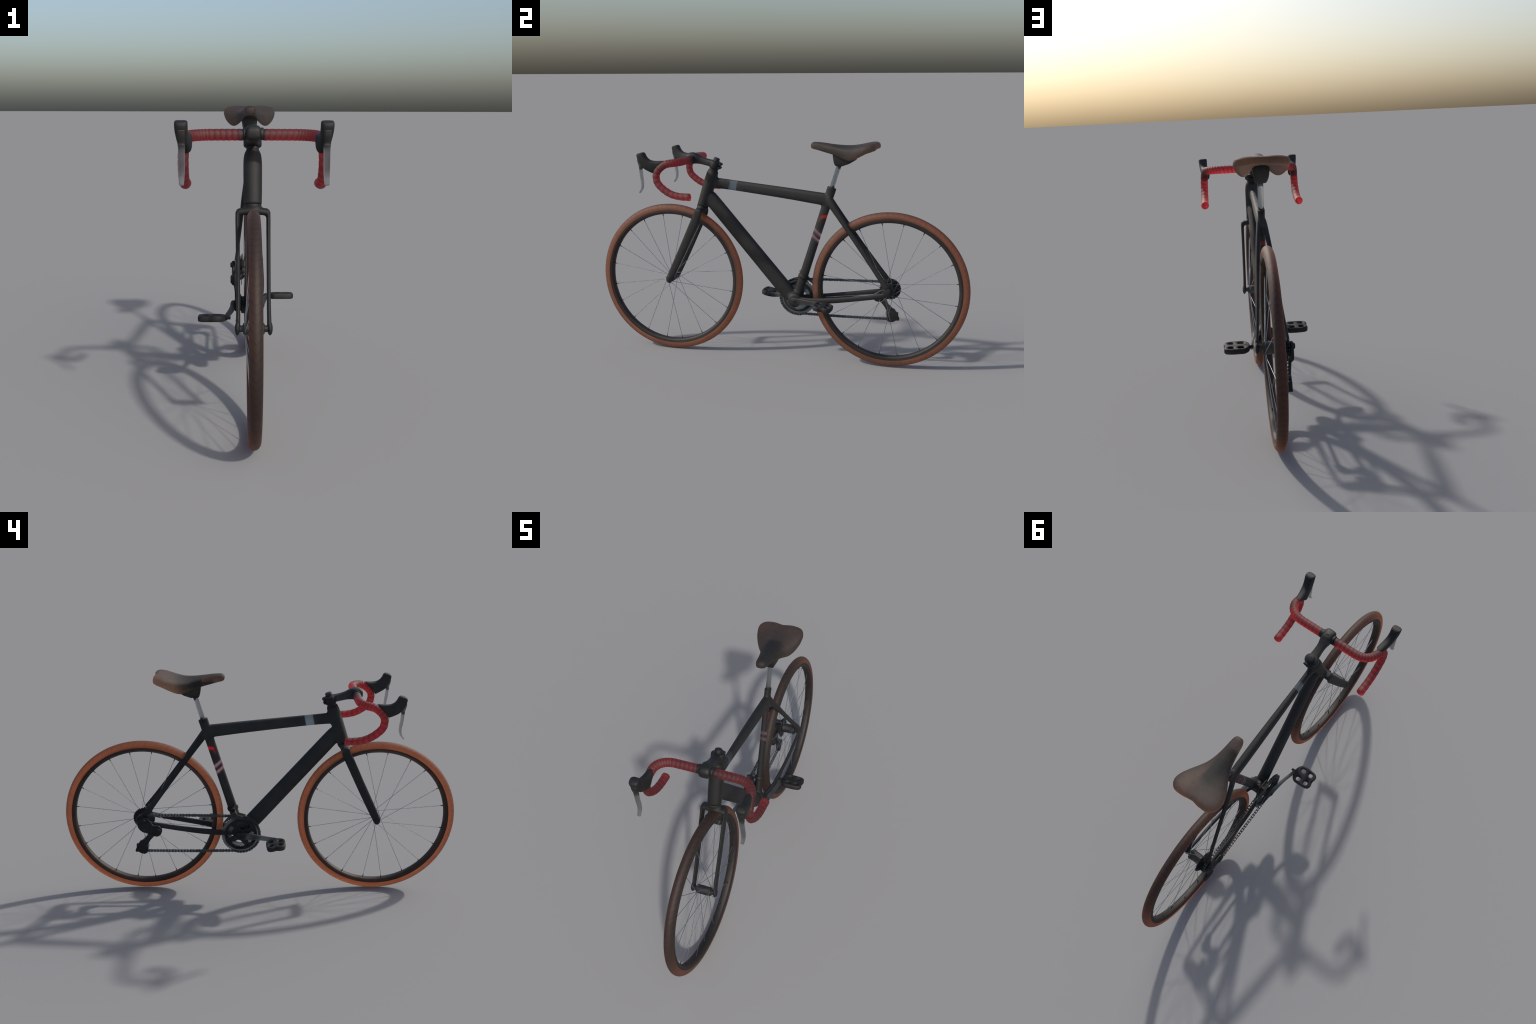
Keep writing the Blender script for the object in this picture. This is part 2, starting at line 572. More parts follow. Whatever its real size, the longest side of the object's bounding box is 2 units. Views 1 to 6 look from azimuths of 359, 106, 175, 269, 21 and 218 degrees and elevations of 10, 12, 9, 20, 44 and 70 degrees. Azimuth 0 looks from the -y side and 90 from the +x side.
def build_frame():
    head = blade([(*(HEAD_LOW + STEER * (0.2011 * t)), hx, hn) for t, hx, hn in
                  ((0, .0305, .0285), (.04, .0318, .0297), (.3, .0330, .0308), (.65, .0335, .0312), (.82, .0325, .0305), (.92, .0290, .0290), (.985, .0225, .0255))], 32, 2.1, 3, 0.12)
    top = blade([(0, -.350, .932, .015, .028), (0, -.295, .9275, .0135, .0272), (0, -.235, .9215, .0135, .0270), (0, -.080, .9045, .0170, .0278), (0, .080, .8862, .0195, .0295), (0, .230, .8675, .0200, .0318), (0, .268, .864, .0180, .0315)], 28, 2.5, 6, 0.2)
    down = blade([(0, -.372, .855, .0265, .037), (0, -.335, .8130, .0250, .0385), (0, -.150, .6010, .0245, .0392), (0, .031, .3940, .0260, .0400), (0, .078, .343, .0290, .036)], 28, 2.3, 5, 0.2)
    seat = blade([(*(SEAT_LOW + SEAT * d), hx, hn) for d, hx, hn in ((0, .0190, .0245), (.10, .0160, .0235), (.25, .0150, .0225), (.45, .0150, .0225), (.545, .0150, .0232), (.6085, .0155, .0240))], 28, 2.2, 4, 0.0)
    shell = rounded_rod(BOTTOM_BRACKET + X * -.040, BOTTOM_BRACKET + X * .036, .036, 36, .12)
    pieces = [head, top, down, seat, shell]
    for s in (1, -1):
        pieces.append(blade([(s * p[0], p[1], p[2], hx, hn) for p, hx, hn in zip(STAY, (.0105, .0105, .0095, .0080, .0072, .0070), (.022, .0185, .0140, .0125, .0135, .0165))], 20, 2.2, 6, 0.5))
        pieces.append(blade([(s * p[0], p[1], p[2], hx, hn) for p, hx, hn in zip(CHAIN_STAY, (.012, .0095, .0085, .0075, .0070, .0070), (.017, .0155, .0152, .0140, .0130, .0160))], 20, 2.2, 6, 0.5))
        pieces.append(blade([(s * .0625, .575, .407, .0065, .018), (s * .0625, .5965, .4085, .0065, .0250), (s * .0625, .607, .4085, .0065, .0200)], 24, 2.2, 5, 0.6))
    joints = [((0, -.325, .885), .075), ((0, -.335, .945), .065), ((0, -.365, .83), .06), ((0, .255, .86), .06), ((0, .10, .35), .07)]
    co, fc, nn = blend(pieces, 0.0027, joints, 70)
    r = lambda p, q: (tuple(p), q)
    axes = [(0, [r(HEAD_LOW, .033), r(HEAD_TOP, .033)]),
            (1, [r((0, -.350, .930), .024), r((0, .262, .866), .026)]),
            (2, [r((0, -.372, .855), .033), r((0, .078, .343), .033)]),
            (3, [r(SEAT_LOW, .021), r(SEAT_TOP + SEAT * .03, .021)]),
            (4, [r(BOTTOM_BRACKET - X * .05, .034), r(BOTTOM_BRACKET + X * .05, .034)])]
    for k, s in enumerate((1, -1)):
        axes.append((5 + k, [r((s * p[0], p[1], p[2]), q) for p, q in zip(STAY, (.012, .012, .011, .011, .011, .011))]))
        axes.append((7 + k, [r((s * p[0], p[1], p[2]), q) for p, q in zip(CHAIN_STAY, (.013, .013, .012, .012, .012, .012))] + [r((s * .0625, .61, .4085), .016)]))
    split_regions(co, fc, nn, nearest_axis(axes),
                  ['head_tube', 'top_tube', 'down_tube', 'seat_tube', 'bottom_bracket_shell', 'seat_stay', 'seat_stay', 'chain_stay', 'chain_stay'], 'frame', ROOT)


def build_fork():
    Y, Zv = Vector((0, 1, 0)), Vector((0, 0, 1))
    pieces = [lathe([(-.034, .018), (-.024, .026), (-.012, .0300), (-.0035, .0305), (-.002, .0295)], HEAD_LOW, STEER, 32)]
    arm = []
    for x, z, hy, hz in ((-.0605, .776, .012, .006), (-.0575, .780, .018, .0115), (-.050, .7835, .0205, .0130), (-.034, .7855, .0215, .0128), (0, .790, .0240, .0150)):
        arm.append((x, z, hy, hz))
    arm += [(-x, z, hy, hz) for x, z, hy, hz in arm[-2::-1]]
    pieces.append(skin([ring((x, -.4215, z), Y, Zv, hy, hz, 24, 2.4) for x, z, hy, hz in arm]))
    for s in (1, -1):
        pieces.append(blade([(s * .0545, -.4205, .782, .0072, .0205), (s * .0547, -.428, .755, .0075, .0222), (s * .0540, -.452, .704, .0073, .0222), (s * .0530, -.515, .568, .0070, .0212), (s * .0525, -.560, .474, .0072, .0205), (s * .0535, -.5925, .4075, .0078, .0190)], 24, 2.3, 6, 0.8))
        pieces.append(ball((s * .0555, -.5945, .4055), .0095, .0180, .0245))
    joints = [((0.03 * s, -.4215, .78), .05) for s in (1, -1)]
    co, fc, nn = blend(pieces, 0.0023, joints, 25)
    axes = [(0, [((-.05, -.42, .7835), .014), ((.05, -.42, .7835), .014)]), (0, [((0, -.425, .77), .03), (tuple(HEAD_LOW), .03)])]
    for k, s in enumerate((1, -1)):
        axes.append((1 + k, [((s * .055, -.433, .745), .012), ((s * .053, -.595, .400), .014)]))
    split_regions(co, fc, nn, nearest_axis(axes), ['fork_crown', 'fork_leg', 'fork_leg'], 'frame', ROOT)

# ------------------------------------------------------------------ wheels
# spokes stand about 18 degrees apart, alternately a little closer and wider
SPOKE_ANGLES = [8.7, 25.9, 44.4, 61.3, 79.4, 97.6, 117.6, 133.8, 153.1, 170.3,
                190.1, 206.7, 226.0, 243.5, 262.5, 278.3, 297.9, 315.8, 333.7, 350.2]


def build_wheel(axle, rear):
    w = group('wheel', axle, ROOT)
    n = 144

    def spun(profile, closed):
        """Turn (x, radius) pairs round the axle (local frame)."""
        return skin([[Vector((x, r * math.cos(2 * math.pi * i / n), r * math.sin(2 * math.pi * i / n))) for i in range(n)] for x, r in profile], closed=closed)
    rc = TYRE_R - TYRE_T
    prof = []
    for i in range(28):
        t = 2 * math.pi * i / 28
        prof.append((TYRE_HW * math.sin(t) * (1 - 0.04 * math.cos(2 * t)), rc + TYRE_T * math.cos(t)))
    local(new_object('tyre', *spun(prof, True), 'tyre', None, 0), w)
    half = [(0, .3494), (.0070, .3498), (.0120, .3512), (.0160, .3540), (.0184, .3578), (.0193, .3618), (.0195, .3655), (.0190, .3662), (.0190, .3672), (.0199, .3682), (.0200, .3705), (.0190, .3722), (.0150, .3730)]
    loop = half + [(0, .372)] + [(-x, r) for x, r in half[:0:-1]]
    local(new_object('rim', *spun(loop, True), 'rim', None, 35), w)
    # hub
    if rear:
        hub = lathe([(-.030, .010), (-.030, .024), (-.026, .027), (-.021, .0255), (.030, .0255), (.035, .027), (.0395, .026), (.042, .021), (.0425, .0135), (.060, .0135)], (0, 0, 0), X, 32)
    else:
        hub = lathe([(-.0475, .0115), (-.0375, .0118), (-.0370, .0165), (-.0345, .0195), (-.031, .0205), (-.015, .0212), (.015, .0212), (.031, .0205), (.0345, .0195), (.0370, .0165), (.0375, .0118), (.0475, .0115)], (0, 0, 0), X, 32)
    local(new_object('hub', *hub, 'hub', None, 35), w)
    # spokes: ten per flange, each leaving the flange on a tangent
    L = 0.345
    rod = lathe([(0, .00135), (L, .00135)], (0, 0, 0), (0, 0, 1), 6)
    sp_mesh = new_object('spoke', *rod, 'spoke', None, 60)
    nip = lathe([(-.013, .0018), (-.012, .0023), (-.004, .0023), (-.003, .0034), (.003, .0036)], (0, 0, 0), (0, 0, 1), 8)
    np_mesh = new_object('spoke_nipple', *nip, 'hub', None, 50)
    hub_r = 0.019 if not rear else 0.023
    for k in range(20):
        a = math.radians(SPOKE_ANGLES[k])
        side = -1 if k % 2 == 0 else 1
        rad = Vector((0, math.cos(a), math.sin(a)))
        tan = Vector((0, -math.sin(a), math.cos(a))) * (1 if k % 2 == 0 else -1)
        fl = side * .031 if not rear else (.033 if side > 0 else -.026)
        base = Vector((fl, 0, 0)) + tan * (.0166 if not rear else .0220) + rad * (hub_r * 0.3)
        tip = rad * .3506 + X * (side * .0035)
        d = (tip - base)
        q = Vector((0, 0, 1)).rotation_difference(d.normalized())
        for src, where, sc in ((sp_mesh, base, d.length / L), (np_mesh, tip, 1.0)):
            ob = src if k == 0 else src.copy()
            if k:
                bpy.context.scene.collection.objects.link(ob)
            ob.parent = w
            ob.matrix_parent_inverse = Matrix.Identity(4)
            ob.matrix_basis = Matrix.LocRotScale(where, q, Vector((1, 1, sc)))
    return w


def local(ob, parent):
    ob.parent = parent
    ob.matrix_parent_inverse = Matrix.Identity(4)
    return ob

# ------------------------------------------------------------------ saddle and post
def build_saddle():
    # y, half width, z of centre top, z of lobe top, z of lower edge, x of lower edge (share), z underside
    st = [(.1795, .010, 1.1430, 1.1430, 1.1330, .75, 1.1325), (.1830, .0165, 1.1510, 1.1500, 1.1265, .80, 1.1245), (.1930, .0225, 1.1555, 1.1545, 1.1225, .85, 1.1200), (.2100, .0262, 1.1562, 1.1545, 1.1190, .90, 1.1180),
          (.2500, .0310, 1.1532, 1.1505, 1.1090, .92, 1.1160), (.3000, .0410, 1.1470, 1.1435, 1.0960, .90, 1.1230), (.3400, .0560, 1.1440, 1.1400, 1.0830, .87, 1.1170), (.3700, .0740, 1.1430, 1.1400, 1.0735, .85, 1.1130),
          (.3900, .0860, 1.1432, 1.1430, 1.0705, .84, 1.1180), (.4150, .0990, 1.1450, 1.1470, 1.0775, .85, 1.1170), (.4450, .1105, 1.1485, 1.1535, 1.0930, .87, 1.1200), (.4750, .1145, 1.1530, 1.1600, 1.1090, .88, 1.1225),
          (.4970, .1090, 1.1560, 1.1625, 1.1165, .88, 1.1240), (.5090, .1000, 1.1555, 1.1610, 1.1210, .90, 1.1260), (.5175, .0900, 1.1520, 1.1565, 1.1245, .92, 1.1285), (.5215, .0780, 1.1420, 1.1490, 1.1290, .92, 1.1320)]
    S = catmull(st, 4)
    R = []
    for y, w, zc, zl, zb, share, zu in S:
        half = []
        side = zl - (zl - zb) * .58                     # height of the widest point
        top_pts = 9
        for i in range(top_pts):                         # crown from centre to flank
            t = i / (top_pts - 1) * math.pi / 2
            x = w * math.sin(t)
            crown = side + (zl - side) * math.cos(t) ** 0.6
            dip = (zc - zl) * math.exp(-(x / (w * .42)) ** 2) if w > .03 else (zc - zl) * math.cos(t)
            half.append((x, crown + dip))
        for i in range(1, 6):                            # flank curls in to the lower edge
            t = i / 5
            x = w + (w * share - w) * t ** 1.7
            half.append((x, side + (zb - side) * math.sin(t * math.pi / 2) ** 0.9))
        wi = w * share
        for q, zq in ((.90, .02), (.76, .22), (.55, .62), (.28, .92), (0, 1)):
            half.append((wi * q, zb + (zu - zb) * zq))
        loop = half + [(-x, z) for x, z in half[-2:0:-1]]
        yl = lambda x: y
        # shallow notch in the middle of the back edge
        back = max(0, (y - .485) / .036)
        R.append([Vector((x, y - .008 * back * math.exp(-(x / .022) ** 2), z)) for x, z in loop])
    V, F = skin(R)
    n = len(R[0])
    fm = []
    hl = 9 + 5
    for f in F:
        k = min(i % n for i in f)
        fm.append(1 if len(f) == 4 and (hl <= k < n - hl) else 0)
    ob = new_object('saddle', V, F, ['leather', 'under'], ROOT, 0, fm)
    new_object('saddle_dark_insert', *blade([(0, .235, 1.1170, .0190, .0045), (0, .260, 1.1140, .0220, .0050), (0, .310, 1.1120, .0260, .0060)], 20, 3, 5, 0.5), 'part', ROOT, 50)  # dark insert added inside the saddle to darken the nose side
    # clamp bracket between rails and post
    prof = [(.2930, 1.128, .024), (.2950, 1.100, .030), (.2960, 1.0850, .0300), (.3000, 1.0560, .0245), (.3050, 1.0420, .0215), (.3130, 1.0375, .0190)]
    prof2 = [(.4080, 1.124, .034), (.4130, 1.100, .036), (.4140, 1.0850, .0340), (.4080, 1.0680, .0315), (.3780, 1.0500, .0270), (.3480, 1.0390, .0220)]
    R = []
    for (ya, za, wa), (yb, zb_, wb) in zip(prof, prof2):
        a, b = Vector((0, ya, za)), Vector((0, yb, zb_))
        d = (b - a)
        u = d.normalized()
        loop = []
        for t, s in ((0, .8), (.02, .95), (.06, 1), (.5, 1), (.94, 1), (.98, .95), (1, .8)):
            loop.append((t, s))
        pts = [a + d * t + X * (s * (wa + (wb - wa) * t)) for t, s in loop]
        pts += [Vector((-p.x, p.y, p.z)) for p in pts[::-1]]
        R.append(pts)
    new_object('saddle_bracket', *skin(R), 'part', ROOT, 30)
    R = lathe([(-.02, .0122), (.112, .0122), (.118, .0135), (.124, .0135)], SEAT_TOP, SEAT, 24)
    new_object('seat_post', *R, 'post', ROOT, 40)

# ------------------------------------------------------------------ handlebar, stem, levers
BAR = [(0, -.4640, 1.0550), (.060, -.4640, 1.0550), (.130, -.4640, 1.0548), (.160, -.4655, 1.0545), (.188, -.4745, 1.0535), (.209, -.4910, 1.0520), (.2205, -.5110, 1.0495), (.2250, -.5300, 1.0440), (.2300, -.5550, 1.0255), (.2325, -.5710, 1.0030), (.2337, -.5745, .9790), (.2343, -.5665, .9500), (.2350, -.5410, .9240), (.2355, -.5070, .9020), (.2360, -.4750, .8905), (.2360, -.4380, .8850), (.2360, -.3935, .8845)]


def build_handlebar():
    # bare bar inside the clamp
    new_object('handlebar', *rounded_rod((-.042, -.464, 1.058), (.042, -.464, 1.058), .0165, 24, .05), 'stem', ROOT, 40)
    fine = catmull([(x, y, z) for x, y, z in BAR], 40)
    P = [Vector(p) for p in fine]
    acc = [0.0]
    for a, b in zip(P[:-1], P[1:]):
        acc.append(acc[-1] + (b - a).length)
    total = acc[-1]
    start = 0.034

    def at(s):
        i = int(np.searchsorted(acc, s))
        i = min(max(i, 1), len(P) - 1)
        t = (s - acc[i - 1]) / max(acc[i] - acc[i - 1], 1e-9)
        return P[i - 1].lerp(P[i], t)

    def pitch(s):                       # wraps: wide on top, tight round the bend, wide on the drop
        if s < .15:
            return .0200
        if s < .27:
            return .0125
        return .0200 + .008 * min(1, (s - .27) / .10)
    edges = [start]
    while edges[-1] < total - .012:
        edges.append(edges[-1] + pitch(edges[-1]))
    edges[-1] = total
    for sgn in (1, -1):
        ss, rr, mat = [], [], []
        for a, b in zip(edges[:-1], edges[1:]):
            for q, bulge, m in ((0.0, -.0007, 2), (.12, -.0001, 1), (.26, .0003, 0), (.45, .0005, 0), (.62, .0005, 1), (.78, .0003, 2), (.90, -.0001, 2)):
                s = a + (b - a) * q
                ss.append(s)
                base = .0197 - .0016 * min(1, max(0, (s - .24) / .08)) + .0008 * min(1, max(0, (s - total + .06) / .06))
                rr.append(base + bulge)
                mat.append(m)
        ss.append(total)
        rr.append(.0183)
        mat.append(0)
        n = 24
        R = []
        ref = Vector((0, 0, 1))
        for s, r in zip(ss, rr):
            c = at(s)
            t = (at(min(s + .002, total)) - at(max(s - .002, 0))).normalized()
            ref = (ref - t * ref.dot(t)).normalized()
            v = t.cross(ref)
            tilt = 0.10
            loop = []
            for i in range(n):
                g = 2 * math.pi * i / n
                loop.append(c + ref * (r * math.cos(g)) + v * (r * math.sin(g)) + t * (tilt * r * math.cos(g)))
            R.append(loop)
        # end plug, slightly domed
        for k, dd in ((.93, .0012), (.75, .0018), (.3, .0022)):
            R.append([c + (p - c) * k + t * dd for p in R[len(ss) - 1]])
        V, F = skin(R)
        fm = []
        for f in F:
            k = min(f) // n
            fm.append(mat[k] if len(f) == 4 and k < len(mat) - 1 else 2)
        V = [Vector((sgn * v.x, v.y, v.z)) for v in V]
        new_object('bar_tape', V, F, ['red', 'shade', 'seam'], ROOT, 0, fm)
        build_lever(sgn)


def build_lever(s):
    # hood: stations are (top edge y, z), (bottom edge y, z), centre x, half width
    st = [((-.5380, 1.0640), (-.5950, .9985), .2215, .0165), ((-.5480, 1.0640), (-.5990, 1.0005), .2220, .0185), ((-.5750, 1.0625), (-.6130, 1.0070), .2255, .0190), ((-.6010, 1.0655), (-.6420, 1.0235), .2300, .0195), ((-.6180, 1.0755), (-.6595, 1.0460), .2330, .0203),
          ((-.6275, 1.0880), (-.6690, 1.0660), .2345, .0212), ((-.6320, 1.0980), (-.6745, 1.0830), .2350, .0216), ((-.6370, 1.1035), (-.6745, 1.0930), .2350, .0214), ((-.6440, 1.1060), (-.6700, 1.0995), .2350, .0190)]
    S = catmull([(*a, *b, x, w) for a, b, x, w in st], 4)
    R = []
    for ya, za, yb, zb, x, w in S:
        a, b = Vector((0, ya, za)), Vector((0, yb, zb))
        c = (a + b) / 2 + X * x
        d = (a - b)
        R.append(ring(c, X, d.normalized(), w, d.length / 2, 28, 3.0))
    V, F = skin(R)
    hood = new_object('brake_hood', [Vector((s * v.x, v.y, v.z)) for v in V], F, 'hood', ROOT, 50)
    # lever: dark pivot cover, then a flat curved blade
    cov = blade([(s * .2345, -.6680, 1.0730, .0135, .0055), (s * .2345, -.6650, 1.0580, .0135, .0072), (s * .2344, -.6590, 1.0400, .0125, .0078), (s * .2343, -.6562, 1.0230, .0112, .0074)], 20, 2.8, 5, 0.7)
    c = new_object('lever_cover', *cov, 'cover', None, 50)
    bl = blade([(s * .2335, -.6590, 1.0300, .0115, .0074), (s * .2338, -.6562, 1.0080, .0110, .0074), (s * .2342, -.6545, .9850, .0108, .0072), (s * .2345, -.6505, .9600, .0108, .0066), (s * .2346, -.6490, .9400, .0104, .0060), (s * .2347, -.6530, .9190, .0094, .0053), (s * .2346, -.6655, .9005, .0080, .0045)], 20, 3.2, 6, 0.6)
    b = new_object('brake_lever', *bl, 'lever', ROOT, 50)
    c.parent = b


def build_stem():
    body = blade([(0, -.330, 1.0305, .0240, .0180), (0, -.352, 1.0335, .0225, .0180), (0, -.385, 1.0400, .0195, .0180), (0, -.415, 1.0480, .0200, .0200), (0, -.438, 1.0545, .0250, .0250), (0, -.452, 1.0575, .0275, .0290), (0, -.475, 1.0590, .0275, .0290), (0, -.488, 1.0590, .0260, .0240), (0, -.4935, 1.0590, .0235, .0185)], 32, 3.0, 6, 0.25)
    new_object('stem', *body, 'stem', ROOT, 40)
    st = bpy.context.scene.collection.objects['stem']
    o = HEAD_TOP + STEER * .031
    col = skin([ring(o + STEER * d, X, STEER_N, g * 1.13, g, 32) for d, g in ((-.0225, .0250), (-.0205, .0275), (-.016, .0288), (.010, .0288), (.0145, .0275), (.0165, .0245))])
    c = new_object('steerer_clamp', *col, 'stem', ROOT, 40)
    c.parent = st
    cap = lathe([(.012, .0165), (.0295, .0165), (.0330, .0155), (.0345, .0130), (.0350, .006)], o, STEER, 28)
    c = new_object('steerer_cap', *cap, 'stem', ROOT, 40)
    c.parent = st
    sp = lathe([(-.014, .0225), (.012, .0225)], HEAD_TOP + STEER * .001, STEER, 28)
    c = new_object('headset_spacer', *sp, 'mech', ROOT, 40)
    # pinch ears and bolts behind the steerer
    for h in (.009, -.0095):
        p = o + STEER * h + STEER_N * .0275
        ear = join([ball(p + X * .0, .021, .0105, .0088), rounded_rod(p - X * .0225 + STEER_N * .002, p + X * .0225 + STEER_N * .002, .0052, 14, .4)])
        e = new_object('clamp_ear', *ear, 'stem', ROOT, 40)
        e.parent = st
    # collars beside the bar clamp, raised plate standing in for a small square recess
    for s in (1, -1):
        c = new_object('clamp_collar', *lathe([(-.004, .0205), (.0055, .0215), (.0085, .0208), (.0095, .0195)], (s * .026, -.464, 1.058), X * s, 28), 'stem', ROOT, 40)
        c.parent = st
    pl = []
    R = []
    for k, dz in ((1.0, .0), (1.0, .0010), (.85, .0017)):
        R.append(ring((0, -.4640, 1.0868 + dz), X, Vector((0, 1, .04)), .0085 * k, .0075 * k, 24, 5))
    c = new_object('stem_recess_plate', *skin(R), 'cover', ROOT, 40)
    c.parent = st

# ------------------------------------------------------------------ drivetrain
def gear(r_root, r_tip, teeth, c, sharp=.5):
    out = []
    for i in range(teeth):
        for q, r in ((0.0, r_root), (.22, r_root), (.22 + .28 * sharp, r_tip), (.78 - .0 * sharp, r_tip)):
            a = 2 * math.pi * (i + q) / teeth
            out.append((c.y + r * math.cos(a), c.z + r * math.sin(a)))
    return out


def fan_hole(c, mid, spread, r0, r1, n=8):
    """Rounded window between two radii."""
    pts = []
    a0, a1 = math.radians(mid - spread), math.radians(mid + spread)
    rm = (r0 + r1) / 2
    for i in range(n + 1):
        a = a0 + (a1 - a0) * i / n
        e = abs(2 * i / n - 1)
        pts.append((a, r1 - (r1 - rm) * e ** 5 * .9))
    for i in range(n, -1, -1):
        a = a0 + (a1 - a0) * i / n
        e = abs(2 * i / n - 1)
        a = math.radians(mid) + (a - math.radians(mid)) * .80
        pts.append((a, r0 + (rm - r0) * e ** 3 * .9))
    return [(c.y + r * math.cos(a), c.z + r * math.sin(a)) for a, r in pts]


def build_crankset():
    c = Vector((0, .1015, .3265))
    cr = group('crankset', BOTTOM_BRACKET, ROOT)

    def sub(name, vf, mat, smooth=35):
        ob = new_object(name, *vf, mat, ROOT, smooth)
        ob.parent = cr
        ob.matrix_parent_inverse = Matrix.Translation(-BOTTOM_BRACKET)
        return ob
    windows = [104, 14, 284, 194]
    sub('chainring', plate([gear(.0962, .0992, 50, c), circle(c.y, c.z, .0775, 60)], -.0550, -.0505, .0008), 'ring')
    sub('chainring', plate([gear(.0700, .0730, 36, c), circle(c.y, c.z, .0480, 48)], -.0480, -.0440, .0008), 'ring')
    sub('spider', plate([circle(c.y, c.z, .0835, 72)] + [fan_hole(c, m, 35, .0300, .0765) for m in windows], -.0610, -.0540, .0014), 'spider')
    sub('chainring_light_block', plate([circle(c.y, c.z, .0800, 72), gear(.0690, .0660, 36, c)], -.0525, -.0495, .0005, 2), 'spider')  # dark annulus added to block light below the small ring's teeth
    hubp = lathe([(-.038, .0245), (-.058, .0260), (-.064, .0255), (-.068, .022)], c, X, 36)
    V = hubp
    sub('spider_hub', V, 'spider')
    for k in range(4):
        a = math.radians(59 + 90 * k)
        p = c + Vector((-.0616, .0700 * math.cos(a), .0700 * math.sin(a)))
        sub('chainring_bolt', lathe([(.0045, .0052), (-.0002, .0055), (-.0012, .0046), (-.0012, .0026), (.001, .0024)], p, X, 16), 'clamp')
    # crank arms
    B = BOTTOM_BRACKET
    drive = [(-.0720, B.y + .014, B.z + .000, .0075, .0165), (-.0745, B.y - .004, B.z - .0005, .0088, .0198), (-.0755, B.y - .030, B.z - .002, .0090, .0185), (-.0800, B.y - .070, B.z - .004, .0085, .0150), (-.0880, B.y - .115, B.z - .007, .0075, .0128), (-.0975, B.y - .155, B.z - .010, .0070, .0120), (-.1010, B.y - .180, B.z - .0115, .0068, .0118)]
    left = [(.0480, B.y - .014, B.z + .000, .0075, .0170), (.0490, B.y + .004, B.z + .000, .0085, .0205), (.0500, B.y + .030, B.z - .0005, .0088, .0190), (.0560, B.y + .070, B.z, .0085, .0150), (.0640, B.y + .115, B.z + .0005, .0078, .0125), (.0700, B.y + .155, B.z + .001, .0070, .0118), (.0705, B.y + .176, B.z + .001, .0068, .0116)]
    sub('crank_arm', blade(drive, 24, 3.2, 6, 0.8), 'crank', 50)
    sub('crank_arm', blade(left, 24, 3.2, 6, 0.8), 'crank', 50)
    for s, x, y in ((-1, -.0835, B.y - .004), (1, .0575, B.y + .004)):
        sub('crank_bolt', lathe([(-.002, .0085), (.0012, .0085), (.0018, .0075), (.0018, .0045), (.0002, .0040)], (x, y, B.z), X * s, 20), 'mech')
    sub('bottom_bracket_cup', lathe([(.034, .034), (.038, .035), (.041, .031), (.043, .024)], B, X, 36), 'part')
    # pedals: cage with four windows, tilted front edge up
    for s, px, py, pz in ((-1, -.158, -.0755, .3145), (1, .1345, .2770, .3290)):
        o = Vector((px, py, pz))
        # outline in (x outward, y) around the pedal centre
        out = smooth_loop([(-.056, -.012), (-.050, -.030), (-.034, -.046), (-.010, -.0485), (.022, -.0475), (.046, -.042), (.055, -.028), (.0545, -.013), (.0500, 0), (.0545, .013), (.055, .028), (.046, .042), (.022, .0475), (-.010, .0485), (-.034, .046), (-.050, .030), (-.056, .012)], 4)
        holes = []
        for hx, hy, ax, ay in ((-.018, .0245, .0135, .0105), (.0255, .0235, .0115, .0105), (-.018, -.0245, .0135, .0105), (.0255, -.0235, .0115, .0105)):
            holes.append([(hx + ax * math.copysign(abs(math.cos(t)) ** .8, math.cos(t)), hy + ay * math.copysign(abs(math.sin(t)) ** .8, math.sin(t))) for t in [2 * math.pi * i / 20 for i in range(20)]])
        V, F = plate([out] + holes, -.0125, .0125, .0065, 4)
        # thickness axis comes back on x: turn to z, tilt about x, mirror for the side
        tilt = Matrix.Rotation(math.radians(-8.0), 3, 'X')
        def place(v):
            q = Vector((s * v.y, v.z, v.x))
            return o + tilt @ q
        pd = sub('pedal', ([place(v) for v in V], F), 'pedal', 60)
        ax = [rounded_rod((px - s * .075, py, pz), (px + s * .050, py, pz), .0065, 16, .2), blade([(px - .0, py, pz, .0, .0)] * 2, 8, 2, 0, False)][:1]
        a = sub('pedal_axle', join(ax), 'mech', 40)
        body = lathe([(-.054, .0105), (-.046, .0135), (-.02, .0128), (.03, .0118), (.049, .0105), (.0515, .008)], o, X * s, 20)
        sub('pedal_body', body, 'pedal', 50)


def build_cassette():
    c = REAR_AXLE
    cs = group('cassette', c, ROOT)
    n = 8
    for i in range(n):
        t = i / (n - 1)
        r = .0560 - .0310 * t
        x = -.0305 - .0285 * t
        teeth = int(36 - 14 * t)
        V, F = plate([gear(r - .0025, r, teeth, c, .8), circle(c.y, c.z, max(.012, r - .020), 30)], x - .0015, x + .0015, .0005, 2)
        ob = new_object('sprocket', V, F, 'cog', ROOT, 35)
        ob.parent = cs
        ob.matrix_parent_inverse = Matrix.Translation(-c)
    ob = new_object('cassette_carrier', *lathe([(-.029, .026), (-.032, .035), (-.040, .030), (-.052, .021), (-.0625, .018), (-.066, .015)], c, X, 30), 'mech', ROOT, 35)
    ob.parent = cs
    ob.matrix_parent_inverse = Matrix.Translation(-c)
    for x0, x1, r in ((-.066, -.078, .0175),):
        ob = new_object('axle_nut', *lathe([(0, r), ((x1 - x0) * .7, r), (x1 - x0, r * .8), ((x1 - x0) * 1.02, r * .5), ((x1 - x0) * .8, r * .45)], c + X * x0, X, 24), 'mech', ROOT, 35)
        ob.parent = cs
        ob.matrix_parent_inverse = Matrix.Translation(-c)


